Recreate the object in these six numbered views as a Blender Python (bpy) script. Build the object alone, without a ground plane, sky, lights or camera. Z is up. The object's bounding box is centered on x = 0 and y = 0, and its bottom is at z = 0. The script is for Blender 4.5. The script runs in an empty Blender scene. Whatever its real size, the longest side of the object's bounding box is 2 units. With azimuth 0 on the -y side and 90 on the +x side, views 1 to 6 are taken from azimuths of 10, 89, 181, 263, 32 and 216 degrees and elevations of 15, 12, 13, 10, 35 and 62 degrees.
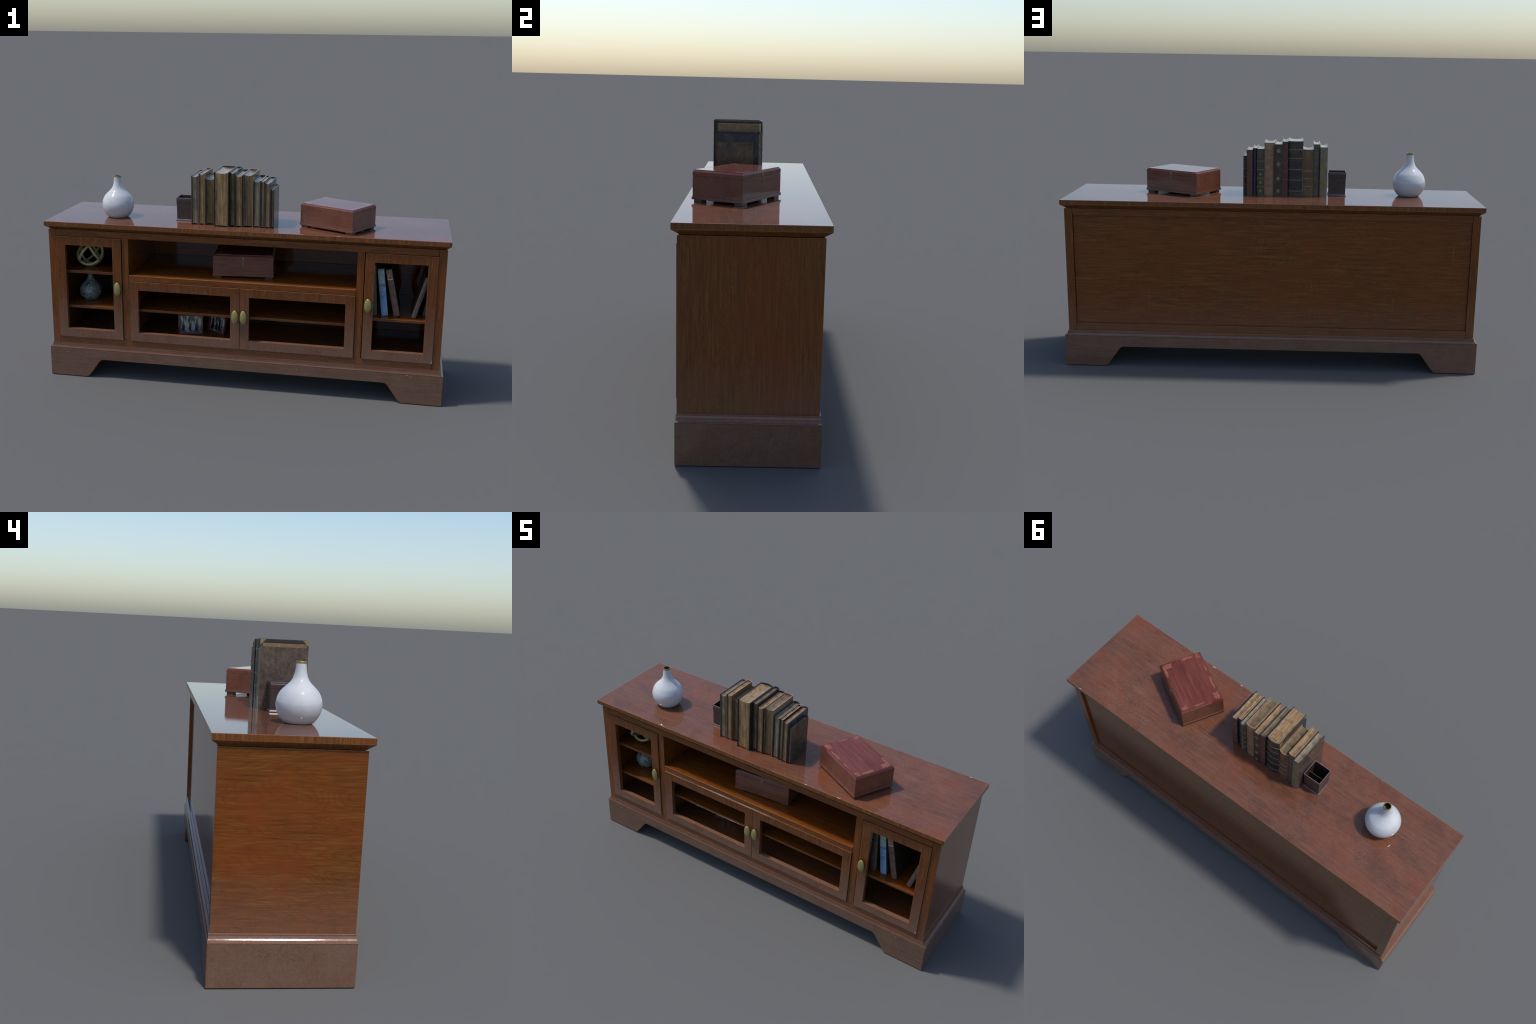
import bpy, bmesh, math, random
from mathutils import Vector, Matrix

random.seed(7)
COL = bpy.context.scene.collection

# =====================================================================
#  node helpers
# =====================================================================
class NT:
    def __init__(self, name):
        m = bpy.data.materials.new(name)
        m.use_nodes = True
        self.m, self.t = m, m.node_tree
        self.t.nodes.clear()
        self.out = self.n('ShaderNodeOutputMaterial')
        self.bsdf = self.n('ShaderNodeBsdfPrincipled')
        self.t.links.new(self.bsdf.outputs[0], self.out.inputs[0])
        self._obj = None

    def n(self, kind, **kw):
        nd = self.t.nodes.new(kind)
        for k, v in kw.items():
            setattr(nd, k, v)
        return nd

    def link(self, a, b):
        self.t.links.new(a, b)

    def set(self, **kw):
        for k, v in kw.items():
            s = self.bsdf.inputs[k.replace('_', ' ')]
            if hasattr(v, 'is_linked') or isinstance(v, bpy.types.NodeSocket):
                self.link(v, s)
            else:
                s.default_value = v
        return self

    def coords(self, scale=(1, 1, 1), loc=(0, 0, 0), rot=(0, 0, 0), src='Object'):
        tc = self.n('ShaderNodeTexCoord')
        mp = self.n('ShaderNodeMapping')
        mp.inputs['Scale'].default_value = scale
        mp.inputs['Location'].default_value = loc
        mp.inputs['Rotation'].default_value = rot
        self.link(tc.outputs[src], mp.inputs[0])
        return mp.outputs[0]

    def noise(self, vec, scale=1.0, detail=6.0, rough=0.55, dist=0.0):
        nd = self.n('ShaderNodeTexNoise')
        nd.inputs['Scale'].default_value = scale
        nd.inputs['Detail'].default_value = detail
        nd.inputs['Roughness'].default_value = rough
        nd.inputs['Distortion'].default_value = dist
        self.link(vec, nd.inputs['Vector'])
        return nd.outputs[0]

    def ramp(self, fac, stops, interp='LINEAR'):
        nd = self.n('ShaderNodeValToRGB')
        cr = nd.color_ramp
        cr.interpolation = interp
        while len(cr.elements) < len(stops):
            cr.elements.new(0.5)
        for e, (p, c) in zip(cr.elements, stops):
            e.position = p
            e.color = (c, c, c, 1) if isinstance(c, (int, float)) else (*c, 1)
        self.link(fac, nd.inputs[0])
        return nd.outputs[0]

    def mix(self, fac, a, b, mode='MIX'):
        nd = self.n('ShaderNodeMix', data_type='RGBA', blend_type=mode)
        for sock, v in ((nd.inputs[0], fac), (nd.inputs[6], a), (nd.inputs[7], b)):
            if isinstance(v, bpy.types.NodeSocket):
                self.link(v, sock)
            elif isinstance(v, (int, float)):
                sock.default_value = v
            else:
                sock.default_value = (*v, 1)
        return nd.outputs[2]

    def math(self, op, a, b=0.0):
        nd = self.n('ShaderNodeMath', operation=op)
        for i, v in enumerate((a, b)):
            if isinstance(v, bpy.types.NodeSocket):
                self.link(v, nd.inputs[i])
            else:
                nd.inputs[i].default_value = v
        return nd.outputs[0]

    def axis(self, vec, i):
        nd = self.n('ShaderNodeSeparateXYZ')
        self.link(vec, nd.inputs[0])
        return nd.outputs[i]

    def bump(self, h, strength=0.2, dist=0.001):
        nd = self.n('ShaderNodeBump')
        nd.inputs['Strength'].default_value = strength
        nd.inputs['Distance'].default_value = dist
        self.link(h, nd.inputs['Height'])
        self.link(nd.outputs[0], self.bsdf.inputs['Normal'])


def srgb(r, g, b):
    f = lambda c: (c / 255 / 12.92) if c / 255 <= 0.04045 else ((c / 255 + 0.055) / 1.055) ** 2.4
    return (f(r), f(g), f(b))


# =====================================================================
#  materials
# =====================================================================
def wood(name, dark, mid, light, red, axis='x', seed=0.0, dust=0.0, dust_col=None,
         rough=(0.1, 0.22), grain=1.0, red_amt=0.5, dust_top=None, scratches=True, bump=0.12,
         coat=0.0, stain=None, figure=0.30, speck=0.0):
    """streaked brown timber; grain runs along `axis`"""
    T = NT(name)
    i = 'xyz'.index(axis)
    s = [80.0 * grain] * 3
    s[i] = 6.0 * grain
    v = T.coords(scale=s, loc=(seed, seed * 1.7, seed * .6))
    g1 = T.noise(v, 1.0, 8, 0.62, 0.6)
    s2 = [260.0 * grain] * 3
    s2[i] = 9.0 * grain
    g2 = T.noise(T.coords(scale=s2, loc=(seed, 3, 1)), 1.0, 4, 0.6)
    s4 = [11.0] * 3
    s4[i] = 3.0
    fig = T.math('PINGPONG', T.math('MULTIPLY', T.noise(T.coords(scale=s4, loc=(seed, 4, 6)), 1.0, 1.0, 0.4), 22.0), 0.5)
    big = T.noise(T.coords(scale=(5, 5, 5), loc=(seed * 2, 1, seed)), 1.0, 4, 0.6)
    g = T.math('ADD', T.math('MULTIPLY', g1, 0.45), T.math('MULTIPLY', g2, 0.55))
    base = T.ramp(g, [(0.30, dark), (0.50, mid), (0.72, light)])
    base = T.mix(T.ramp(fig, [(0.05, figure), (0.22, 0.0)]), base, dark)
    base = T.mix(T.ramp(big, [(0.42, 0.0), (0.68, red_amt)]), base, red)
    # small dark knots and pores
    s3 = [70.0] * 3
    s3[i] = 35.0
    pore = T.noise(T.coords(scale=s3, loc=(seed, 9, 4)), 1.0, 2, 0.5)
    base = T.mix(T.ramp(pore, [(0.70, 0.0), (0.78, 0.55)]), base, dark)
    if stain:
        st = T.noise(T.coords(scale=(5, 7, 7), loc=(seed, 5, 2)), 1.0, 6, 0.7)
        base = T.mix(T.ramp(st, [(0.50, 0.0), (0.66, 0.7)]), base, stain)
    rmask = T.ramp(T.noise(T.coords(scale=(11, 11, 11), loc=(seed, 2, 8)), 1.0, 5, 0.6), [(0.35, rough[0]), (0.7, rough[1])])
    if dust > 0:
        dn = T.noise(T.coords(scale=(14, 14, 14), loc=(seed, 7, 3)), 1.0, 7, 0.72)
        dfine = T.noise(T.coords(scale=(160, 160, 160), loc=(seed, 7, 3)), 1.0, 3, 0.6)
        dm = T.ramp(T.math('ADD', T.math('MULTIPLY', dn, 0.7), T.math('MULTIPLY', dfine, 0.3)), [(0.30, 0.15 * dust), (0.62, dust)])
        if dust_top is not None:      # settled dust film, only near the floor
            hz = T.axis(T.coords(), 2)
            hm = T.ramp(T.math('ADD', T.math('DIVIDE', hz, dust_top), T.math('MULTIPLY', T.math('SUBTRACT', dn, 0.5), 0.9)), [(0.45, 1.0), (1.0, 0.0)])
            dm = T.math('MULTIPLY', dm, hm)
        base = T.mix(dm, base, dust_col or srgb(128, 104, 92))
    if scratches:
        for k, (rx, ry) in enumerate(((0.7, 0.4), (-0.5, 0.9))):
            sv = T.coords(scale=(160, 160, 5), rot=(rx, ry, 0.3 + k), loc=(seed + k, 0, 0))
            sc = T.noise(sv, 1.0, 0, 0.5)
            area = T.noise(T.coords(scale=(6, 6, 6), loc=(seed + 4 * k, 3, 3)), 1.0, 2, 0.5)
            m = T.math('MULTIPLY', T.ramp(sc, [(0.80, 0.0), (0.84, 0.5)]), T.ramp(area, [(0.52, 0.0), (0.6, 1.0)]))
            base = T.mix(m, base, light)
    if speck:
        sp = T.noise(T.coords(scale=(190, 190, 190), loc=(seed, 1, 6)), 1.0, 2, 0.6)
        sa = T.noise(T.coords(scale=(4.5, 4.5, 4.5), loc=(seed, 8, 6)), 1.0, 4, 0.65)
        m = T.math('MULTIPLY', T.ramp(sp, [(0.56, 0.0), (0.68, speck)]), T.ramp(sa, [(0.50, 0.0), (0.64, 1.0)]))
        base = T.mix(m, base, srgb(168, 140, 126))
    T.set(Base_Color=base, Roughness=rmask, IOR=1.5)
    if coat:
        T.set(Coat_Weight=coat, Coat_Roughness=0.04)
    T.bump(g, bump, 0.0006)
    return T.m


def plain(name, col, rough=0.5, var=0.15, scale=40, metallic=0.0, coat=0.0, stretch=(1, 1, 1), bump=0.0, dark=None, spec=0.5):
    T = NT(name)
    nz = T.noise(T.coords(scale=tuple(scale * q for q in stretch)), 1.0, 5, 0.6)
    d = dark or tuple(c * (1 - 2.2 * var) for c in col)
    l = tuple(min(1, c * (1 + 1.6 * var)) for c in col)
    T.set(Base_Color=T.ramp(nz, [(0.3, d), (0.5, col), (0.72, l)]), Roughness=rough, Metallic=metallic, Specular_IOR_Level=spec)
    if coat:
        T.set(Coat_Weight=coat, Coat_Roughness=0.03)
    if bump:
        T.bump(nz, bump, 0.001)
    return T.m


W_D, W_M, W_L, W_R = srgb(72, 38, 12), srgb(106, 60, 20), srgb(133, 84, 34), srgb(120, 54, 18)
DUSTC = srgb(124, 99, 86)
MAT = {}


def build_materials():
    M = MAT
    gloss = (0.03, 0.09)
    M['top'] = wood('polished_top_wood', srgb(58, 32, 20), srgb(92, 54, 35), srgb(124, 82, 59), srgb(112, 56, 26), 'x', 1.3,
                    dust=0.40, dust_col=srgb(120, 88, 74), rough=(0.025, 0.06), stain=srgb(60, 38, 28), red_amt=0.8, figure=0.16, speck=0.32)
    M['side_h'] = wood('cabinet_wood_crosswise', W_D, W_M, W_L, W_R, 'y', 2.1, dust=0.45, dust_col=DUSTC, dust_top=0.42, rough=gloss)
    M['side_v'] = wood('cabinet_wood_upright', W_D, W_M, W_L, W_R, 'z', 4.4, dust=0.35, dust_col=DUSTC, dust_top=0.40, rough=gloss)
    M['long'] = wood('cabinet_wood_lengthwise', W_D, W_M, W_L, W_R, 'x', 6.2, dust=0.35, dust_col=DUSTC, dust_top=0.36, rough=gloss)
    M['door'] = wood('door_wood', srgb(70, 38, 15), srgb(102, 58, 24), srgb(126, 80, 38), srgb(104, 54, 26), 'z', 8.5, dust=0.85, dust_col=DUSTC, dust_top=0.52, scratches=False, rough=(0.05, 0.14))
    M['plinth'] = wood('dusty_plinth_wood', srgb(74, 50, 36), srgb(102, 72, 54), srgb(128, 96, 76), srgb(102, 62, 42), 'x', 3.7,
                       dust=0.6, dust_col=srgb(120, 97, 84), rough=(0.10, 0.22), scratches=False)
    M['cove'] = wood('moulding_wood', srgb(80, 50, 34), srgb(106, 66, 46), srgb(130, 90, 68), srgb(106, 58, 38), 'x', 5.7,
                     dust=0.45, dust_col=DUSTC, rough=(0.05, 0.14), scratches=False)
    M['edge'] = wood('lightened_edge_wood', srgb(96, 58, 32), srgb(128, 80, 46), srgb(160, 112, 74), srgb(130, 78, 50), 'x', 9.1, rough=(0.1, 0.2), scratches=False)  # bevel faces coloured paler and more orange than the boards they edge
    M['rim'] = wood('top_rim_wood', srgb(74, 42, 18), srgb(108, 66, 30), srgb(134, 90, 46), srgb(114, 62, 30), 'z', 9.7, rough=(0.08, 0.16), scratches=False, grain=.6)
    M['chip'] = plain('chipped_pale_wood', srgb(184, 160, 144), 0.5, 0.12, 120)
    M['brass'] = plain('aged_brass_knob', srgb(150, 142, 88), 0.38, 0.06, 30, metallic=0.35)
    M['latch'] = plain('dull_latch_brass', srgb(128, 118, 78), 0.5, 0.12, 200, metallic=0.3)
    box = dict(rough=(0.06, 0.16), scratches=False)
    B_D, B_M, B_L, B_R = srgb(58, 30, 22), srgb(94, 52, 38), srgb(126, 80, 60), srgb(104, 46, 34)
    M['box_side'] = wood('reddish_box_wood', B_D, B_M, B_L, B_R, 'x', 1.9, dust=0.55, dust_col=srgb(124, 86, 70), figure=0.1, speck=0.0, stain=srgb(70, 40, 30), **box)
    M['box_lid'] = wood('red_lid_wood', srgb(66, 32, 24), srgb(102, 50, 38), srgb(124, 72, 54), srgb(110, 44, 34), 'x', 2.9, rough=(0.04, 0.10), scratches=False, grain=0.9, figure=0.05, stain=srgb(84, 34, 28))
    M['box_scuff'] = plain('scuffed_lid_wood', srgb(128, 76, 60), 0.12, 0.16, 120)
    M['box_foot'] = plain('box_foot_wood', srgb(78, 60, 52), 0.3, 0.15, 60)
    # porcelain
    T = NT('white_porcelain')
    nz = T.noise(T.coords(scale=(14, 14, 14)), 1.0, 4, 0.6)
    T.set(Base_Color=T.ramp(nz, [(0.3, srgb(182, 184, 188)), (0.7, srgb(196, 197, 200))]), Roughness=0.06)
    M['porcelain'] = T.m
    M['gilt'] = plain('gilt_rim', srgb(142, 126, 66), 0.3, 0.1, 60, metallic=0.5)
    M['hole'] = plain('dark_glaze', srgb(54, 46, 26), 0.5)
    # pen holder
    M['holder'] = plain('dark_leather', srgb(66, 54, 52), 0.28, 0.2, 70, bump=0.1)
    M['holder_in'] = plain('dark_leather_lining', srgb(48, 38, 36), 0.5, 0.2, 70)
    M['holder_edge'] = plain('worn_leather_edge', srgb(104, 92, 92), 0.35, 0.2, 90)
    # swirl vase
    T = NT('swirl_glaze')
    nz = T.noise(T.coords(scale=(15, 15, 15), loc=(2, 1, 5)), 1.0, 1.5, 0.4, 1.2)
    wv = T.math('PINGPONG', T.math('MULTIPLY', nz, 17.0), 0.5)
    T.set(Base_Color=T.ramp(wv, [(0.05, srgb(44, 50, 92)), (0.16, srgb(66, 80, 112)), (0.24, srgb(126, 138, 136)), (0.36, srgb(140, 146, 116)), (0.48, srgb(128, 128, 74))]), Roughness=0.2)
    M['swirl'] = T.m
    T = NT('green_ringed_glaze')
    wv = T.math('PINGPONG', T.math('MULTIPLY', T.axis(T.coords(rot=(0, 0.5, 0.3)), 0), 95.0), 0.5)
    T.set(Base_Color=T.ramp(wv, [(0.1, srgb(20, 52, 20)), (0.35, srgb(38, 86, 34)), (0.5, srgb(58, 106, 44))]), Roughness=0.2)
    M['green'] = T.m
    M['ring'] = plain('pale_olive_lacquer', srgb(168, 162, 112), 0.3, 0.06, 30)
    # paper
    for key, d, m, l in (('pages', (104, 80, 52), (142, 114, 78), (174, 146, 106)), ('pages_dark', (78, 62, 40), (108, 90, 62), (138, 118, 84)), ('pages_grey', (96, 86, 68), (126, 114, 94), (156, 144, 122))):
        T = NT('aged_paper_' + key)
        fore = T.noise(T.coords(scale=(420, 14, 5)), 1.0, 5, 0.65)
        blot = T.noise(T.coords(scale=(40, 26, 9)), 1.0, 5, 0.65)
        base = T.ramp(fore, [(0.32, srgb(*d)), (0.5, srgb(*m)), (0.68, srgb(*l))])
        base = T.mix(T.ramp(blot, [(0.44, 0.0), (0.66, 0.75)]), base, srgb(*(int(c * .66) for c in d)))
        T.set(Base_Color=base, Roughness=0.16)
        T.bump(fore, 0.12, 0.0005)
        M[key] = T.m
    M['ink'] = plain('photo_dark_tone', srgb(30, 28, 28), 0.3, 0.2, 90)
    M['silver'] = plain('photo_light_tone', srgb(176, 178, 176), 0.3, 0.1, 90)
    M['frame'] = plain('picture_frame_wood', srgb(120, 58, 36), 0.3, 0.15, 60)
    T = NT('faded_photograph')
    v = T.coords()
    nz = T.noise(T.coords(scale=(95, 95, 22), loc=(1, 1, 1)), 1.0, 4, 0.6)
    gz = T.noise(T.coords(scale=(40, 40, 40), loc=(5, 1, 1)), 1.0, 3, 0.6)
    ph = T.ramp(nz, [(0.40, srgb(26, 26, 26)), (0.47, srgb(70, 72, 70)), (0.53, srgb(168, 170, 166)), (0.7, srgb(204, 206, 202))])
    T.set(Base_Color=T.mix(T.ramp(gz, [(0.4, 0.0), (0.7, 0.5)]), ph, srgb(112, 116, 114)), Roughness=0.35)
    M['photo'] = T.m


def leather(name, c, rough=0.14, mottled=0.35, other=None, scale=45, bump=0.25):
    T = NT(name)
    a = T.noise(T.coords(scale=(scale, scale, scale)), 1.0, 7, 0.7, 0.4)
    b = T.noise(T.coords(scale=(scale * .35,) * 3, loc=(3, 3, 3)), 1.0, 4, 0.6)
    d = tuple(q * (1 - mottled) for q in c)
    l = tuple(min(1, q * (1 + mottled)) for q in c)
    base = T.ramp(a, [(0.32, d), (0.5, c), (0.7, l)])
    if other:
        base = T.mix(T.ramp(b, [(0.46, 0.0), (0.62, 0.8)]), base, other)
    rub = T.noise(T.coords(scale=(scale * 1.6, scale * 1.6, scale * .8), loc=(1, 7, 3)), 1.0, 6, 0.75)
    base = T.mix(T.ramp(rub, [(0.54, 0.0), (0.72, 0.55)]), base, tuple(min(1, q * 2.3 + .02) for q in c))
    crack = T.noise(T.coords(scale=(scale * .7, scale * .7, scale * 3), loc=(4, 2, 3)), 1.0, 4, 0.6)
    base = T.mix(T.ramp(crack, [(0.30, 0.6), (0.42, 0.0)]), base, tuple(q * .45 for q in c))
    T.set(Base_Color=base, Roughness=rough)
    T.bump(a, bump, 0.001)
    return T.m


# =====================================================================
#  mesh helpers
# =====================================================================
def obj_from_bm(bm, name, mats, parent=None, smooth=False, angle=None, loc=None):
    bmesh.ops.recalc_face_normals(bm, faces=bm.faces[:])
    me = bpy.data.meshes.new(name)
    bm.to_mesh(me)
    bm.free()
    for m in (mats if isinstance(mats, (list, tuple)) else [mats]):
        me.materials.append(m)
    if smooth:
        for p in me.polygons:
            p.use_smooth = True
        if angle is not None:
            me.set_sharp_from_angle(angle=math.radians(angle))
    ob = bpy.data.objects.new(name, me)
    COL.objects.link(ob)
    if parent is not None:
        ob.parent = parent
    if loc is not None:
        ob.location = loc
    return ob


def empty(name, loc, label=None, category=None, rot=(0, 0, 0)):
    e = bpy.data.objects.new(name, None)
    e.empty_display_size = 0.05
    e.location = loc
    e.rotation_euler = rot
    COL.objects.link(e)
    if label:
        e['label'] = label
        e['category'] = category
    return e


def bm_box(bm, x0, x1, y0, y1, z0, z1, mi=0):
    vs = [bm.verts.new((x, y, z)) for z in (z0, z1) for y in (y0, y1) for x in (x0, x1)]
    fs = [(0, 2, 3, 1), (4, 5, 7, 6), (0, 1, 5, 4), (2, 6, 7, 3), (0, 4, 6, 2), (1, 3, 7, 5)]
    out = []
    for f in fs:
        fc = bm.faces.new([vs[k] for k in f])
        fc.material_index = mi
        out.append(fc)
    return vs, out


def bevel_sharp(bm, w, seg=2, mi=-1, ang=25):
    bmesh.ops.recalc_face_normals(bm, faces=bm.faces[:])
    es = [e for e in bm.edges if len(e.link_faces) == 2 and e.calc_face_angle(0) > math.radians(ang)]
    bmesh.ops.bevel(bm, geom=es, offset=w, segments=seg, affect='EDGES', profile=0.6, material=mi, clamp_overlap=True)


def box(name, dims, mat, parent, bevel=0.0012, edge=None):
    bm = bmesh.new()
    bm_box(bm, *dims)
    mats = [mat]
    if edge:
        mats.append(edge)
    if bevel:
        bevel_sharp(bm, bevel, 2, 1 if edge else -1)
    return obj_from_bm(bm, name, mats, parent)


def bm_prism(bm, pts, y0, y1, mi=0):
    """extrude an x,z polygon along y"""
    a = [bm.verts.new((x, y0, z)) for x, z in pts]
    b = [bm.verts.new((x, y1, z)) for x, z in pts]
    n = len(pts)
    fs = [bm.faces.new(a), bm.faces.new(b[::-1])]
    for k in range(n):
        fs.append(bm.faces.new((a[k], b[k], b[(k + 1) % n], a[(k + 1) % n])))
    for f in fs:
        f.material_index = mi
    return fs


def bm_ringstack(bm, rings, cap=True):
    """rings: list of (z, x0, x1, y0, y1)"""
    prev, first = None, None
    for z, x0, x1, y0, y1 in rings:
        r = [bm.verts.new(p) for p in ((x0, y0, z), (x1, y0, z), (x1, y1, z), (x0, y1, z))]
        if prev:
            for k in range(4):
                bm.faces.new((prev[k], prev[(k + 1) % 4], r[(k + 1) % 4], r[k]))
        else:
            first = r
        prev = r
    if cap:
        bm.faces.new(first[::-1])
        bm.faces.new(prev)


def lathe(bm, prof, seg=64, mi=None, center=(0, 0), close=False):
    rings = []
    for r, z in prof:
        if r < 1e-6:
            rings.append([bm.verts.new((center[0], center[1], z))])
        else:
            rings.append([bm.verts.new((center[0] + r * math.cos(2 * math.pi * k / seg), center[1] + r * math.sin(2 * math.pi * k / seg), z)) for k in range(seg)])
    for j in range(len(rings) - 1):
        a, b = rings[j], rings[j + 1]
        for k in range(seg):
            k2 = (k + 1) % seg
            if len(a) == 1 and len(b) == 1:
                continue
            if len(a) == 1:
                f = bm.faces.new((a[0], b[k2], b[k]))
            elif len(b) == 1:
                f = bm.faces.new((a[k], a[k2], b[0]))
            else:
                f = bm.faces.new((a[k], a[k2], b[k2], b[k]))
            if mi:
                f.material_index = mi[j]


def catmull(pts, n=6):
    out = []
    P = [pts[0]] + list(pts) + [pts[-1]]
    for i in range(1, len(P) - 2):
        p0, p1, p2, p3 = P[i - 1], P[i], P[i + 1], P[i + 2]
        for k in range(n):
            t = k / n
            out.append(tuple(0.5 * ((2 * b) + (-a + c) * t + (2 * a - 5 * b + 4 * c - d) * t * t + (-a + 3 * b - 3 * c + d) * t ** 3)
                             for a, b, c, d in zip(p0, p1, p2, p3)))
    out.append(tuple(pts[-1]))
    return out


def apply_boolean(target, cutter):
    md = target.modifiers.new('cut', 'BOOLEAN')
    md.operation = 'DIFFERENCE'
    md.object = cutter
    md.solver = 'EXACT'
    dg = bpy.context.evaluated_depsgraph_get()
    dg.update()
    me = bpy.data.meshes.new_from_object(target.evaluated_get(dg))
    target.modifiers.clear()
    old = target.data
    target.data = me
    bpy.data.meshes.remove(old)
    bpy.data.objects.remove(cutter)


# =====================================================================
#  the cabinet
# =====================================================================
ZT = 0.8208          # height of the table top surface
Y0, Y1 = -0.2345, 0.2411   # carcass front and back
XS = 0.9805           # carcass half width
XI = 0.943           # inner face of the ends
PX0, PX1 = 0.566, 0.600   # partitions
YD = -0.2400         # door front
YB = 0.2155          # inside face of the back panel
FLOOR = 0.2125
BASE = 0.1775


def cabinet():
    M = MAT
    root = empty('media_cabinet', (0, 0, 0), 'long worn brown wooden cabinet with glassless framed doors', 'cabinet')

    # --- top slab: flat rim above, chamfer beneath
    bm = bmesh.new()
    bm_ringstack(bm, [(0.7797, -0.9755, 0.9755, -0.2300, 0.2375), (0.7832, -0.9772, 0.9772, -0.2320, 0.2395), (0.7968, -0.9940, 0.9940, -0.2514, 0.2594), (0.7990, -0.9960, 0.9960, -0.2535, 0.2615), (ZT, -0.9960, 0.9960, -0.2535, 0.2615)])
    bevel_sharp(bm, 0.0016, 2, 2, 40)
    for f in bm.faces:
        if f.material_index != 2:
            f.material_index = 0 if f.normal.z > 0.9 else 1
    obj_from_bm(bm, 'table_top', [M['top'], M['rim'], M['edge']], root)

    # --- ends (upright panel that also forms the corner stiles)
    for s, mat in ((-1, M['side_h']), (1, M['side_v'])):
        bm = bmesh.new()
        bm_box(bm, min(s * XI, s * XS), max(s * XI, s * XS), Y0, Y1, BASE, 0.7785)
        bevel_sharp(bm, 0.0012, 2)
        for f in bm.faces:
            if abs(f.normal.y) > 0.7 or f.normal.x * s < -0.5:
                f.material_index = 1
        obj_from_bm(bm, 'end_panel', [mat, M['side_v']], root)

    # --- rails, partitions, shelves, floor, back
    g = 0.0013
    box('rail', (-XI + g, XI - g, Y0 + .0006, -0.200, 0.7467, 0.7785), M['long'], root)
    box('rail', (-XI + g, XI - g, Y0 + .0006, -0.200, BASE, 0.2140), M['long'], root)
    box('rail', (-XI + g, XI - g, 0.2300, Y1 - .0006, 0.7470, 0.7785), M['long'], root)
    box('rail', (-XI + g, XI - g, 0.2300, Y1 - .0006, BASE, 0.2130), M['long'], root)
    for s in (-1, 1):
        box('partition', (min(s * PX0, s * PX1), max(s * PX0, s * PX1), Y0 + .0004, YB - g, 0.2148, 0.7459), M['side_v'], root)
    box('floor_panel', (-XI + g, XI - g, -0.199, 0.2195, 0.1985, FLOOR), M['long'], root)
    box('back_panel', (-XI + g, XI - g, YB, 0.2298, 0.2135, 0.7690), M['long'], root, bevel=0)
    box('ceiling_panel', (-XI + g, XI - g, -0.199, YB - g, 0.7600, 0.7785), M['long'], root)
    box('shelf', (-PX0 + g, PX0 - g, -0.2365, YB - g, 0.5318, 0.5618), M['long'], root, 0.003, M['edge'])
    ys = -0.206
    box('shelf', (-XI + g, -PX1 - g, ys, YB - g, 0.5480, 0.5615), M['long'], root, 0.0012, M['edge'])
    box('shelf', (-XI + g, -PX1 - g, ys, YB - g, 0.3625, 0.3760), M['long'], root, 0.0012, M['edge'])
    box('shelf', (-PX0 + g, PX0 - g, ys, YB - g, 0.3645, 0.3775), M['long'], root, 0.0012)
    box('shelf', (PX1 + g, XI - g, ys, YB - g, 0.4022, 0.4157), M['long'], root, 0.0012, M['edge'])

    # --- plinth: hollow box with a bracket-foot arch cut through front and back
    bm = bmesh.new()
    xo, yf, yb = 1.0, -0.2397, 0.2495
    bm_ringstack(bm, [(0.0, -xo, xo, yf, yb), (0.1515, -xo, xo, yf, yb)])
    pl = obj_from_bm(bm, 'plinth', [M['plinth'], M['edge']], root)
    half = [(0.830, -0.02), (0.809, 0.0), (0.799, 0.0022), (0.791, 0.0085), (0.784, 0.0175), (0.737, 0.0845), (0.730, 0.0925), (0.722, 0.0968), (0.710, 0.0984)]
    arch = half + [(-x, z) for x, z in reversed(half)]
    bm = bmesh.new()
    bm_prism(bm, arch, -0.4, 0.4)
    cut = obj_from_bm(bm, 'cutter', M['plinth'])
    apply_boolean(pl, cut)
    bm = bmesh.new()
    bm.from_mesh(pl.data)
    bmesh.ops.remove_doubles(bm, verts=bm.verts[:], dist=1e-5)
    for f in bm.faces:
        f.material_index = 0
    bmesh.ops.recalc_face_normals(bm, faces=bm.faces[:])
    es = [e for e in bm.edges if len(e.link_faces) == 2 and e.calc_face_angle(0) > math.radians(50)
          and all(abs(v.co.x) > 0.999 or v.co.y < yf + .001 or v.co.y > yb - .001 for v in e.verts)]
    bmesh.ops.bevel(bm, geom=es, offset=0.0016, segments=2, affect='EDGES', material=1, clamp_overlap=True)
    bm.to_mesh(pl.data)
    bm.free()

    # --- concave moulding above the plinth
    prof = [(-0.03, 0.1512), (0.0, 0.1522), (0.06, 0.1537), (0.30, 0.1555), (0.55, 0.1585), (0.74, 0.1620), (0.88, 0.1660), (0.96, 0.1710), (0.98, 0.1765), (1.05, 0.1780), (2.2, 0.1782)]
    bm = bmesh.new()
    rings = []
    for f, z in prof:
        rings.append((z, -1.0 + .016 * f, 1.0 - .016 * f, -0.2395 + .0035 * f, 0.2493 - .004 * f))
    bm_ringstack(bm, rings)
    obj_from_bm(bm, 'base_moulding', M['cove'], root)

    # --- doors
    kbm = bmesh.new()
    lathe(kbm, [(0.0, -0.0085)] + [(math.sin(a) , -math.cos(a)) for a in [0]][:0] +
          [(1.0 * math.sin(math.pi * k / 16), -0.0078 * math.cos(math.pi * k / 16)) for k in range(1, 16)] + [(0.0, 0.0085)], 48)
    for v in kbm.verts:        # axis to y, oval face
        x, y, z = v.co
        v.co = (x * 0.0172, z, y * 0.0345)
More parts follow.
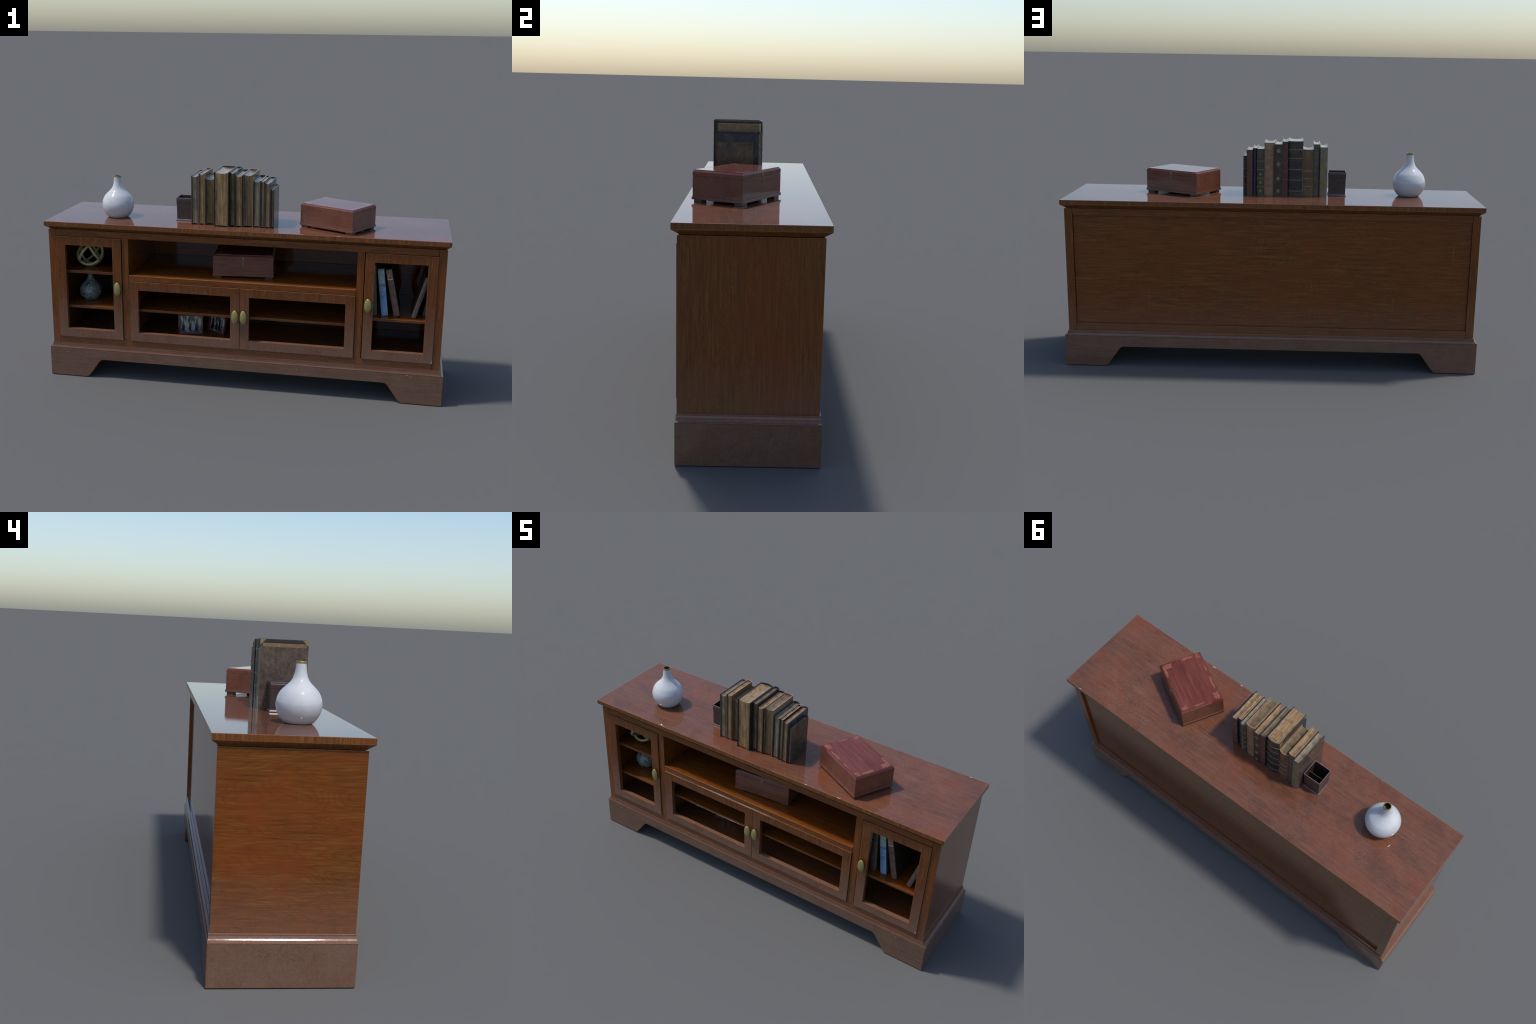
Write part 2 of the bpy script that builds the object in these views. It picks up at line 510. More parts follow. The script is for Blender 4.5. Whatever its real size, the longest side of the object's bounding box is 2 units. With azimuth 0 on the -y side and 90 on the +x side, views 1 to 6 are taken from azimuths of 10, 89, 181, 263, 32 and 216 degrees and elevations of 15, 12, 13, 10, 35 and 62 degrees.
    sb = bmesh.new()
    lathe(sb, [(0.0, 0.0), (0.0085, 0.0), (0.0085, 0.002), (0.0048, 0.004), (0.0048, 0.016), (0, 0.016)], 24)
    for v in sb.verts:
        x, y, z = v.co
        v.co = (x, 0.0145 - z, y)
    tmp = bpy.data.meshes.new('tmp')
    sb.to_mesh(tmp)
    sb.free()
    kbm.from_mesh(tmp)
    bpy.data.meshes.remove(tmp)
    knob0 = None
    doors = [(-0.9412, -0.6025, 0.2152, 0.7458, -0.6225, 0.490), (-0.5640, -0.0012, 0.2152, 0.5306, -0.0217, 0.386),
             (0.0012, 0.5640, 0.2152, 0.5306, 0.0213, 0.386), (0.6045, 0.9425, 0.2152, 0.7458, 0.6250, 0.490)]
    bw = 0.0455
    for x0, x1, z0, z1, kx, kz in doors:
        bm = bmesh.new()
        o = [(x0, z0), (x1, z0), (x1, z1), (x0, z1)]
        i = [(x0 + bw, z0 + bw), (x1 - bw, z0 + bw), (x1 - bw, z1 - bw + .001), (x0 + bw, z1 - bw + .001)]
        V = {}
        for nm, pts in (('o', o), ('i', i)):
            for yy in (YD, YD + 0.0225):
                V[nm, yy] = [bm.verts.new((x, yy, z)) for x, z in pts]
        ya, yb2 = YD, YD + 0.0225
        for k in range(4):
            k2 = (k + 1) % 4
            bm.faces.new((V['o', ya][k], V['o', ya][k2], V['i', ya][k2], V['i', ya][k]))
            bm.faces.new((V['o', yb2][k], V['i', yb2][k], V['i', yb2][k2], V['o', yb2][k2]))
            bm.faces.new((V['o', ya][k], V['o', yb2][k], V['o', yb2][k2], V['o', ya][k2]))
            bm.faces.new((V['i', ya][k], V['i', ya][k2], V['i', yb2][k2], V['i', yb2][k]))
        bevel_sharp(bm, 0.0013, 2, 1)
        d = obj_from_bm(bm, 'door', [M['door'], M['edge']], root)
        if knob0 is None:
            knob0 = obj_from_bm(kbm, 'knob', M['brass'], d, smooth=True, angle=40)
            k = knob0
        else:
            k = knob0.copy()
            COL.objects.link(k)
            k.parent = d
        k.location = (kx, -0.2532, kz)
    return root


# =====================================================================
#  books
# =====================================================================
def arc_spine(w, depth, n=14):
    """points from (-w/2,0) round to (w/2,0) bulging +y by depth"""
    if depth < 1e-5:
        return [(-w / 2, 0), (w / 2, 0)]
    R = (w * w / 4 + depth * depth) / (2 * depth)
    a = math.asin(min(1, w / 2 / R))
    return [(R * math.sin(-a + 2 * a * k / n), R * math.cos(-a + 2 * a * k / n) - (R - depth)) for k in range(n + 1)]


def book(w, d, h, mats, spine=0.012, board=0.0032, loc=(0, 0, 0), rot=(0, 0, 0), bands=(), band_mat=None, labels=(), blooms=(),
         pages='pages', label='old leather bound book with aged pages', inset=0.0042, corners=None, bow=0.004):
    """Standing book. Local frame: spine towards +y, fore-edge at y=-d, x centred, z up from 0.
       mats = (board material, spine material)."""
    root = empty('book', loc, label, 'book', rot)
    # boards + hollow spine in one case
    sp = arc_spine(w, spine)
    inner = arc_spine(w - 2 * board, max(spine - 0.001, 0.0004))
    outer_pts = [(-w / 2, -d)] + sp + [(w / 2, -d)]
    inner_pts = [(w / 2 - board, -d)] + [(x, y - board * 0.8) for x, y in reversed(inner)] + [(-w / 2 + board, -d)]
    poly = outer_pts + inner_pts
    bm = bmesh.new()
    lo = [bm.verts.new((x, y, 0)) for x, y in poly]
    hi = [bm.verts.new((x, y, h)) for x, y in poly]
    n, no, ni = len(poly), len(outer_pts), len(inner_pts)
    for k in range(n):
        k2 = (k + 1) % n
        f = bm.faces.new((lo[k], lo[k2], hi[k2], hi[k]))
        if 1 <= k < no - 2:
            f.material_index = 1
    for ring, flip in ((lo, False), (hi, True)):      # rims, stitched outer to inner
        O = ring[:no]
        I = ring[no:][::-1]
        for k in range(no - 1):
            q = (O[k], O[k + 1], I[k + 1], I[k])
            f = bm.faces.new(q if not flip else q[::-1])
            f.material_index = 2
    obj_from_bm(bm, 'cover', [mats[0], mats[1], mats[2] if len(mats) > 2 else mats[0]], root, smooth=True, angle=30)
    # page block: rounded back, head and tail dished between the boards
    pw = w - 2 * board - 0.0006
    yb = -board * 1.2
    n = 12
    bk = arc_spine(pw, max(spine - 0.002, 0.0003), n) if spine > .0025 else [(-pw / 2 + pw * k / n, 0) for k in range(n + 1)]
    dip = min(0.0050, 0.10 * pw + 0.0015)
    bm = bmesh.new()
    cols = []
    for x, y in bk:
        q = 1 - (2 * x / pw) ** 2
        zl, zh = 0.0022 + dip * .7 * q, h - 0.0034 - dip * q
        yf2 = -d + inset + bow * (1 - q) * .4
        cols.append([bm.verts.new(p) for p in ((x, yf2, zl), (x, yf2, zh), (x, y + yb, zh), (x, y + yb, zl))])
    for a, b in zip(cols, cols[1:]):
        for k in range(4):
            bm.faces.new((a[k], b[k], b[(k + 1) % 4], a[(k + 1) % 4]))
    bm.faces.new(cols[0])
    bm.faces.new(cols[-1][::-1])
    obj_from_bm(bm, 'page_block', MAT[pages], root, smooth=True, angle=40)

    def patch(nm, z0, z1, f0, f1, off, mat):
        sp2 = arc_spine(w, spine, 20)
        k0, k1 = int(round(f0 * 20)), int(round(f1 * 20))
        seg = sp2[k0:k1 + 1] if len(sp2) > 2 else [((-w / 2) + f0 * w, 0), ((-w / 2) + f1 * w, 0)]
        cx, R = 0, 1
        bm = bmesh.new()
        rows = []
        for (x, y) in seg:
            nv = Vector((x, y + (w * w / 4 / max(2 * spine, 1e-3)), 0)).normalized() if spine > 1e-4 else Vector((0, 1, 0))
            rows.append([bm.verts.new((x + nv.x * o, y + nv.y * o, zz)) for o, zz in ((-0.0008, z0), (off, z0 + off * .6), (off, z1 - off * .6), (-0.0008, z1))])
        for a, b in zip(rows, rows[1:]):
            for k in range(4):
                bm.faces.new((a[k], b[k], b[(k + 1) % 4], a[(k + 1) % 4]))
        bm.faces.new(rows[0])
        bm.faces.new(rows[-1][::-1])
        return obj_from_bm(bm, nm, mat, root, smooth=True, angle=30)

    for zc in bands:
        patch('spine_band', zc - 0.0028, zc + 0.0028, 0.0, 1.0, 0.0014, band_mat or mats[1])
    for z0, z1, m in labels:
        patch('spine_label', z0, z1, 0.05, 0.95, 0.0005, m)
    for zc, r, m, petals in blooms:      # gilt tooling: little lobed rosettes raised on the spine
        bm = bmesh.new()
        npt = 40
        def onspine(x, z, o):
            R = (w * w / 4 + spine * spine) / (2 * spine)
            y = math.sqrt(max(R * R - x * x, 0)) - (R - spine)
            return (x, y + o, z)
        for o in (-0.0006, 0.0005):
            pass
        c = bm.verts.new(onspine(0, zc, 0.0006))
        top, bot = [], []
        for k in range(npt):
            a = 2 * math.pi * k / npt
            rr = r * (0.78 + 0.22 * math.cos(petals * a))
            x, z = rr * math.sin(a) * 0.8, zc + rr * math.cos(a)
            top.append(bm.verts.new(onspine(x, z, 0.0006)))
            bot.append(bm.verts.new(onspine(x, z, -0.0006)))
        for k in range(npt):
            k2 = (k + 1) % npt
            bm.faces.new((c, top[k], top[k2]))
            bm.faces.new((top[k], bot[k], bot[k2], top[k2]))
        obj_from_bm(bm, 'spine_ornament', m, root)
    if corners:
        for sgn in (-1,):
            for zc, dz in ((h, -1), (0, 1)):
                for yc, dy in ((-d, 1), (0.0, -1)):
                    bm = bmesh.new()
                    L = 0.024
                    tri = [(yc, zc), (yc + dy * L, zc), (yc, zc + dz * L)]
                    a = [bm.verts.new((sgn * (w / 2 - 0.0002), y, z)) for y, z in tri]
                    b = [bm.verts.new((sgn * (w / 2 + 0.0006), y, z)) for y, z in tri]
                    bm.faces.new(a)
                    bm.faces.new(b[::-1])
                    for k in range(3):
                        bm.faces.new((a[k], a[(k + 1) % 3], b[(k + 1) % 3], b[k]))
                    obj_from_bm(bm, 'corner_guard', corners, root)
    return root


def book_row():
    S = srgb
    gold = plain('dull_gilt_tooling', S(132, 122, 78), 0.45, 0.2, 150, metallic=0.2)
    red_l = plain('red_spine_label', S(82, 28, 32), 0.4, 0.2, 80)
    black = leather('black_cloth', S(40, 40, 46), 0.16, 0.3)
    tan_e = leather('pale_tan_board', S(150, 114, 88), 0.16, 0.15)
    x = [(-.262, -.2262), (-.2255, -.1942), (-.1936, -.1435), (-.1425, -.0702), (-.0695, -.0412), (-.0408, -.0046), (-.0036, .0465), (.0470, .0826), (.0830, .1036), (.1040, .1331), (.1335, .1505)]
    top = [1.0640, 1.0770, 1.0515, 1.0905, 1.0885, 1.0750, 1.0812, 1.0508, 1.0522, 1.0448, 1.0128]
    front = [-.1545, -.1540, -.1435, -.1765, -.1565, -.1610, -.1538, -.1525, -.1545, -.1582, -.1520]
    back = [.0315, .0200, .0205, .0205, .0310, .0315, .0198, .0212, .0072, .0195, -.0040]
    bulge = [.0025, .0045, .009, .010, .003, .0035, .0065, .008, .003, .003, .003]
    mott = leather('mottled_board', S(84, 70, 60), 0.16, 0.35, S(58, 50, 44), 60, 0.6)
    brown = leather('plain_brown_board', S(122, 98, 74), 0.16, 0.12)
    dark = leather('dark_board', S(46, 42, 42), 0.16, 0.3)
    navy = leather('navy_board', S(40, 42, 54), 0.16, 0.25)
    charcoal = leather('charcoal_board', S(52, 52, 58), 0.16, 0.3, S(74, 72, 74))
    umber = leather('umber_worn_board', S(84, 68, 52), 0.16, 0.35, S(56, 50, 46), 60, 0.5)
    sp = {
        1: leather('parchment_spine', S(118, 104, 90), 0.28, 0.3, S(112, 108, 66), 35),
        2: leather('grey_brown_spine', S(84, 78, 66), 0.28, 0.2, S(64, 60, 52)),
        3: leather('tan_leather_spine', S(104, 76, 50), 0.28, 0.3, S(78, 62, 50)),
        4: leather('black_brown_spine', S(58, 50, 40), 0.28, 0.45, S(42, 46, 50), 40),
        5: leather('oxblood_spine', S(84, 48, 42), 0.28, 0.25, S(70, 52, 50)),
        6: leather('dark_green_grey_spine', S(48, 46, 46), 0.28, 0.35, S(70, 68, 56)),
        7: leather('pale_tan_spine', S(142, 112, 86), 0.28, 0.2, S(118, 92, 66), 30),
        8: leather('olive_spine', S(70, 64, 48), 0.28, 0.35, S(54, 54, 48)),
        9: leather('navy_spine', S(44, 48, 68), 0.28, 0.25),
        10: leather('red_brown_spine', S(88, 56, 46), 0.28, 0.3, S(82, 66, 50)),
        11: leather('black_spine', S(54, 50, 46), 0.28, 0.3),
    }
    rust = plain('rubbed_rust_band', S(110, 66, 54), 0.3, 0.25, 90)
    rubt = plain('rubbed_tan_band', S(128, 104, 80), 0.3, 0.25, 90)
    olive = plain('faded_olive_band', S(104, 96, 72), 0.45, 0.2, 90)
    pale = plain('pale_rubbed_band', S(132, 116, 98), 0.5, 0.2, 90)
    oliv2 = plain('olive_spine_label', S(116, 112, 66), 0.5, 0.2, 70)
    dk = plain('black_spine_label', S(36, 38, 42), 0.35, 0.25, 70)
    spec = {
        1: dict(mats=(mott, sp[1], dark), pages='pages_grey', labels=((.055, .085, oliv2), (.115, .150, oliv2))),
        2: dict(mats=(brown, sp[2], tan_e), pages='pages'),
        3: dict(mats=(brown, sp[3], tan_e), pages='pages_dark', bands=(.050, .088, .125), band_mat=rubt),
        4: dict(mats=(dark, sp[4], black), pages='pages', bands=(.026, .080, .132, .186, .228), band_mat=olive, labels=((.094, .122, dk), (.142, .172, dk), (.032, .070, dk)), corners=gold),
        5: dict(mats=(dark, sp[5], black), pages='pages_dark', bands=(.042, .083, .125, .166, .208), band_mat=rust),
        6: dict(mats=(dark, sp[6], black), pages='pages', labels=((.048, .064, red_l), (.112, .128, red_l)), blooms=((.026, .0115, gold, 6), (.087, .0125, gold, 4), (.158, .0135, gold, 4), (.222, .013, gold, 8))),
        7: dict(mats=(brown, sp[7], tan_e), pages='pages_dark', labels=((.188, .1915, pale), (.196, .1975, sp[3]), (.052, .0535, sp[3]), (.044, .0455, sp[3]), (.128, .1295, sp[3]), (.118, .1195, sp[3]))),
        8: dict(mats=(dark, sp[8], black), pages='pages_grey', bands=(.044, .086, .128, .170), band_mat=olive, blooms=((.024, .0085, gold, 6), (.065, .0085, gold, 6), (.107, .0085, gold, 5))),
        9: dict(mats=(navy, sp[9], tan_e), pages='pages'),
        10: dict(mats=(charcoal, sp[10], black), pages='pages', bands=(.034, .072, .108, .145, .182), band_mat=rust),
        11: dict(mats=(umber, sp[11], charcoal), pages='pages_grey', bands=(.05, .09, .13), band_mat=olive),
    }
    for k in range(11):
        x0, x1 = x[k]
        s = spec[k + 1]
        mats = s.pop('mats')
        book(x1 - x0, back[k] - front[k], top[k] - ZT - .0004, mats, spine=bulge[k], loc=((x0 + x1) / 2, back[k], ZT + .0004), **s)


def cabinet_books():
    S = srgb
    z = 0.4161
    blue = leather('blue_worn_spine', S(120, 150, 176), 0.45, 0.25, S(60, 92, 150), 26)
    bluec = leather('blue_grey_board', S(60, 70, 80), 0.45, 0.2)
    brn = leather('brown_worn_spine', S(104, 80, 66), 0.45, 0.2, S(86, 68, 58))
    darkb = leather('dark_shelf_board', S(58, 52, 44), 0.35, 0.35, S(80, 72, 44), 40)
    mot = leather('mottled_shelf_spine', S(112, 92, 78), 0.45, 0.3, S(84, 76, 68), 50)
    dsp = leather('dark_shelf_spine', S(78, 70, 60), 0.45, 0.3)
    cream = plain('cream_label', S(196, 186, 174), 0.5, 0.1, 80)
    rose = leather('rose_label', S(142, 92, 82), 0.45, 0.3, S(168, 136, 96), 70)
    sky = leather('pale_green_label', S(150, 168, 160), 0.45, 0.25)
    # (left bottom contact x, spine-front y, thickness, height, depth, lean in degrees: + to the right)
    R = math.radians
    def put(cx, yf, w, h, d, lean, yaw, mats, **kw):
        # spine faces the viewer: turn by 180 degrees about z, then lean about y through the contact corner
        a = R(lean)
        sgn = 1 if lean >= 0 else -1
        piv = Vector((cx, yf, z))
        rot = Matrix.Rotation(R(yaw), 4, 'Z') @ Matrix.Rotation(a, 4, 'Y') @ Matrix.Rotation(math.pi, 4, 'Z')
        corner = Vector((-sgn * w / 2, 0, 0))     # local x is mirrored by the half turn
        root = book(w, d, h, mats, loc=(0, 0, 0), label='old book leaning inside a cabinet', **kw)
        root.matrix_world = Matrix.Translation(piv) @ rot @ Matrix.Translation(-corner)
        return root
    put(0.6330, -0.166, 0.035, 0.250, 0.180, -3.5, 0, (darkb, dsp, darkb), spine=0.004, bands=(.06, .12, .18))
    put(0.6895, -0.163, 0.032, 0.236, 0.170, -7.3, 0, (bluec, blue, blue), spine=0.003, labels=((.165, .228, sky), (.150, .153, dsp)))
    put(0.7490, -0.165, 0.029, 0.238, 0.195, -12.2, 0, (darkb, brn, darkb), spine=0.003, labels=((.186, .191, cream), (.193, .232, rose)), bands=(.06, .10, .15))
    put(0.8525, -0.175, 0.0225, 0.212, 0.190, 16.2, 0, (darkb, mot, darkb), spine=0.003)
    put(0.9060, -0.136, 0.022, 0.165, 0.160, 11.0, 0, (darkb, dsp, darkb), spine=0.003)


# =====================================================================
#  keepsake boxes
# =====================================================================
def keepsake_box(loc, rotz, latch=True):
    M = MAT
    root = empty('keepsake_box', loc, 'reddish wooden lidded box on four feet', 'box', (0, 0, rotz))
    hx, hy = 0.1498, 0.1050
    bm = bmesh.new()
    bm_box(bm, -hx, hx, -hy, hy, 0.0205, 0.0945)
    bevel_sharp(bm, 0.001, 2)
    obj_from_bm(bm, 'box_body', M['box_side'], root)
    bm = bmesh.new()
    bm_box(bm, -0.1525, 0.1525, -0.1078, 0.1078, 0.0095, 0.0205)
    bevel_sharp(bm, 0.0018, 2)
    obj_from_bm(bm, 'box_base_trim', M['box_side'], root)
    # lid with bevelled rim and a flat panel
    bm = bmesh.new()
    bm_ringstack(bm, [(0.0955, -hx, hx, -hy, hy), (0.1105, -hx, hx, -hy, hy), (0.1168, -hx + .0058, hx - .0058, -hy + .0045, hy - .0045), (0.1190, -hx + .0068, hx - .0068, -hy + .0055, hy - .0055)])
    for f in bm.faces:
        f.material_index = 1 if f.calc_center_median().z > 0.111 else 0
    for e in bm.edges:
        pass
    lid = obj_from_bm(bm, 'lid', [M['box_side'], M['box_lid']], root)
    bm = bmesh.new()
    bm_box(bm, -hx + .003, hx - .003, -hy + .003, hy - .003, 0.0943, 0.0957)
    obj_from_bm(bm, 'lid_seam', M['holder_in'], root)
    # scuffed patches along the lid margin, 0.3 mm proud
    rng = random.Random(5)
    for cx, cy, rx, ry in ((-.120, -.083, .020, .014), (-.040, -.091, .036, .0062), (.098, .090, .030, .0065), (-.128, .080, .011, .014), (.133, -.030, .0075, .030), (-.136, .010, .0045, .026), (.124, .070, .013, .020), (.045, -.093, .020, .0042), (.125, -.083, .014, .010)):
        bm = bmesh.new()
        n = 40
        ph = [rng.uniform(0, 6.28) for _ in range(4)]
        def wob(t):
            return 1 + .12 * math.sin(3 * t + ph[0]) + .10 * math.sin(5 * t + ph[1]) + .06 * math.sin(9 * t + ph[2])
        lim = lambda v, m: max(-m, min(m, v))
        xy = [(lim(cx + rx * wob(t) * math.copysign(abs(math.cos(t)) ** .6, math.cos(t)), hx - .0085), lim(cy + ry * wob(t) * math.copysign(abs(math.sin(t)) ** .6, math.sin(t)), hy - .0070)) for t in [2 * math.pi * k / n for k in range(n)]]
        vs = [bm.verts.new((x, y, 0.11915)) for x, y in xy]
        lo = [bm.verts.new((x, y, 0.1185)) for x, y in xy]
        mid = bm.verts.new((lim(cx, hx - .01), lim(cy, hy - .01), 0.11925))
        for k in range(n):
            bm.faces.new((vs[k], vs[(k + 1) % n], mid))
            bm.faces.new((lo[k], lo[(k + 1) % n], vs[(k + 1) % n], vs[k]))
        ob = obj_from_bm(bm, 'scuff', M['box_scuff'], lid)
    fx, fy = 0.038, 0.032
    for sx in (-1, 1):
        for sy in (-1, 1):
            x1, y1 = sx * 0.1462, sy * 0.1015
            x0, y0 = x1 - sx * fx, y1 - sy * fy
            bm = bmesh.new()
            bm_box(bm, min(x0, x1), max(x0, x1), min(y0, y1), max(y0, y1), 0.0003, 0.0095)
            bevel_sharp(bm, 0.0008, 1)
            obj_from_bm(bm, 'foot', M['box_foot'], root)
    if latch:
        yl = hy
        bm = bmesh.new()
        bm_box(bm, -0.0065, 0.0065, yl - .001, yl + .0018, 0.0975, 0.1085)
        bevel_sharp(bm, 0.0004, 1)
        plate = obj_from_bm(bm, 'latch', M['latch'], root)
        bm = bmesh.new()
        bm_box(bm, -0.0013, 0.0013, yl - .001, yl + .0012, 0.0885, 0.0980)
        # ring shaped hasp
        n = 28
        ring = []
        for k in range(n):
            a = 2 * math.pi * k / n
            sx, sz = math.sin(a), math.cos(a)
            zc = 0.0835 if sz > 0 else 0.0735
            ring.append([(0.0040 * sx, yl - .001, zc + 0.0050 * sz), (0.0040 * sx, yl + .0014, zc + 0.0050 * sz), (0.0016 * sx, yl + .0014, zc + 0.0024 * sz), (0.0016 * sx, yl - .001, zc + 0.0024 * sz)])
        vr = [[bm.verts.new(p) for p in r] for r in ring]
        for k in range(n):
            a, b = vr[k], vr[(k + 1) % n]
            for j in range(4):
                bm.faces.new((a[j], a[(j + 1) % 4], b[(j + 1) % 4], b[j]))
        obj_from_bm(bm, 'hasp', M['latch'], plate)
    return root


# =====================================================================
#  vases, ornament, pen holder, picture frames
# =====================================================================
def vase(name, loc, scale, glaze, rim_mat, label):
    key = [(0.0, 0.0), (0.042, 0.0), (0.050, 0.0012), (0.0555, 0.0060), (0.0640, 0.0152), (0.0735, 0.0318), (0.0795, 0.0500), (0.0812, 0.0660), (0.0795, 0.0800), (0.0748, 0.0940),
           (0.0655, 0.1108), (0.0500, 0.1270), (0.0405, 0.1360), (0.0322, 0.1455), (0.0262, 0.1560), (0.0228, 0.1665), (0.0205, 0.1780), (0.0190, 0.1910), (0.0181, 0.2045)]
    root = empty(name, loc, label, 'vase')
    prof = key[:2] + catmull(key[2:], 5)
    bm = bmesh.new()
    lathe(bm, [(r * scale, z * scale) for r, z in prof], 72)
    body = obj_from_bm(bm, 'vase_body', glaze, root, smooth=True, angle=60)
    rim = [(0.0178, 0.2042), (0.0182, 0.2052), (0.0181, 0.2112), (0.0174, 0.2122), (0.0152, 0.2120), (0.0146, 0.2100), (0.0150, 0.195), (0.0165, 0.180), (0.0, 0.175)]
    bm = bmesh.new()
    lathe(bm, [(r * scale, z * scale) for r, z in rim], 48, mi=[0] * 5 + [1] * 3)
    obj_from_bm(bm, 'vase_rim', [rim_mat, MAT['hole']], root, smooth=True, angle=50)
    return root


def ring_ornament(loc, R=0.0750, r=0.0070):
    """openwork ball: hoops lying on a sphere, each in its own plane (normal n, offset q from the centre)"""
    root = empty('ring_ornament', loc, 'open sphere of interlaced pale olive rings', 'ornament')
    S, s = 72, 14
    right, up, near = Vector((.93, .369, 0)), Vector((-.0915, .2306, .9687)), Vector((.357, -.9, .248))
    hoops = [((-.644, .661, -.383), .03), ((.841, .521, .143), .31), ((.375, -.373, -.849), .09), ((.56, .175, -.805), .26), ((.107, -.493, -.862), .30)]
    for (a, b, c), q in hoops:
        n = (right * a + up * b + near * c).normalized()
        e1 = n.orthogonal().normalized()
        e2 = n.cross(e1)
        rad = R - r
        rr = rad * math.sqrt(1 - q * q)
        bm = bmesh.new()
        vs = []
        for i in range(S):
            t = 2 * math.pi * i / S
            p = n * (rad * q) + (e1 * math.cos(t) + e2 * math.sin(t)) * rr
            o = p.normalized()
            tg = (e2 * math.cos(t) - e1 * math.sin(t)).normalized()
            bn = tg.cross(o)
            vs.append([bm.verts.new(p + o * (r * math.cos(2 * math.pi * j / s)) + bn * (r * math.sin(2 * math.pi * j / s))) for j in range(s)])
        for i in range(S):
            for j in range(s):
                bm.faces.new((vs[i][j], vs[(i + 1) % S][j], vs[(i + 1) % S][(j + 1) % s], vs[i][(j + 1) % s]))
        obj_from_bm(bm, 'ring', MAT['ring'], root, smooth=True, loc=(0, 0, R))
    return root


def green_ball(loc, R):
    root = empty('green_ball', loc, 'dark green ringed glass ball', 'ornament')
    bm = bmesh.new()
    lathe(bm, [(0, -R)] + [(R * math.sin(math.pi * k / 32), -R * math.cos(math.pi * k / 32)) for k in range(1, 32)] + [(0, R)], 48)
    obj_from_bm(bm, 'ball', MAT['green'], root, smooth=True, loc=(0, 0, R))


def pen_holder():
    M = MAT
    x0, x1, y0, y1 = -0.3570, -0.2686, -0.0885, -0.0003
    cx, cy = (x0 + x1) / 2, (y0 + y1) / 2
    root = empty('pen_holder', (cx, cy, ZT), 'square dark leather pen holder, open top', 'pen holder')
    h = 0.0442
    H = 0.1170
    w = 0.0030
    outer = [(0.0, h, 0), (0.0030, h, 0), (0.0085, h - .0030, 1), (0.0100, h - .0034, 0), (0.0880, h - .0022, 0), (0.0900, h - .0016, 0), (0.1060, h - .0008, 0), (0.1090, h - .0022, 0), (0.1120, h - .0002, 1), (H, h, 1), (H, h - w, 1), (0.113, h - w - .0006, 2), (0.006, h - w - .003, 2)]
    bm = bmesh.new()
    prev, first = None, None
    for z, q, mi in outer:
        r = [bm.verts.new((a * q, b * q, z)) for a, b in ((-1, -1), (1, -1), (1, 1), (-1, 1))]
        if prev:
            for k in range(4):
                f = bm.faces.new((prev[k], prev[(k + 1) % 4], r[(k + 1) % 4], r[k]))
                f.material_index = mi
        else:
            first = r
        prev = r
    f = bm.faces.new(prev)
    f.material_index = 2
    bm.faces.new(first[::-1])
    obj_from_bm(bm, 'holder_body', [M['holder'], M['holder_edge'], M['holder_in']], root)
    bm = bmesh.new()
    bm_box(bm, -h + w, h - w, -0.0015, 0.0015, 0.006, 0.080)
    obj_from_bm(bm, 'divider', M['holder_in'], root)


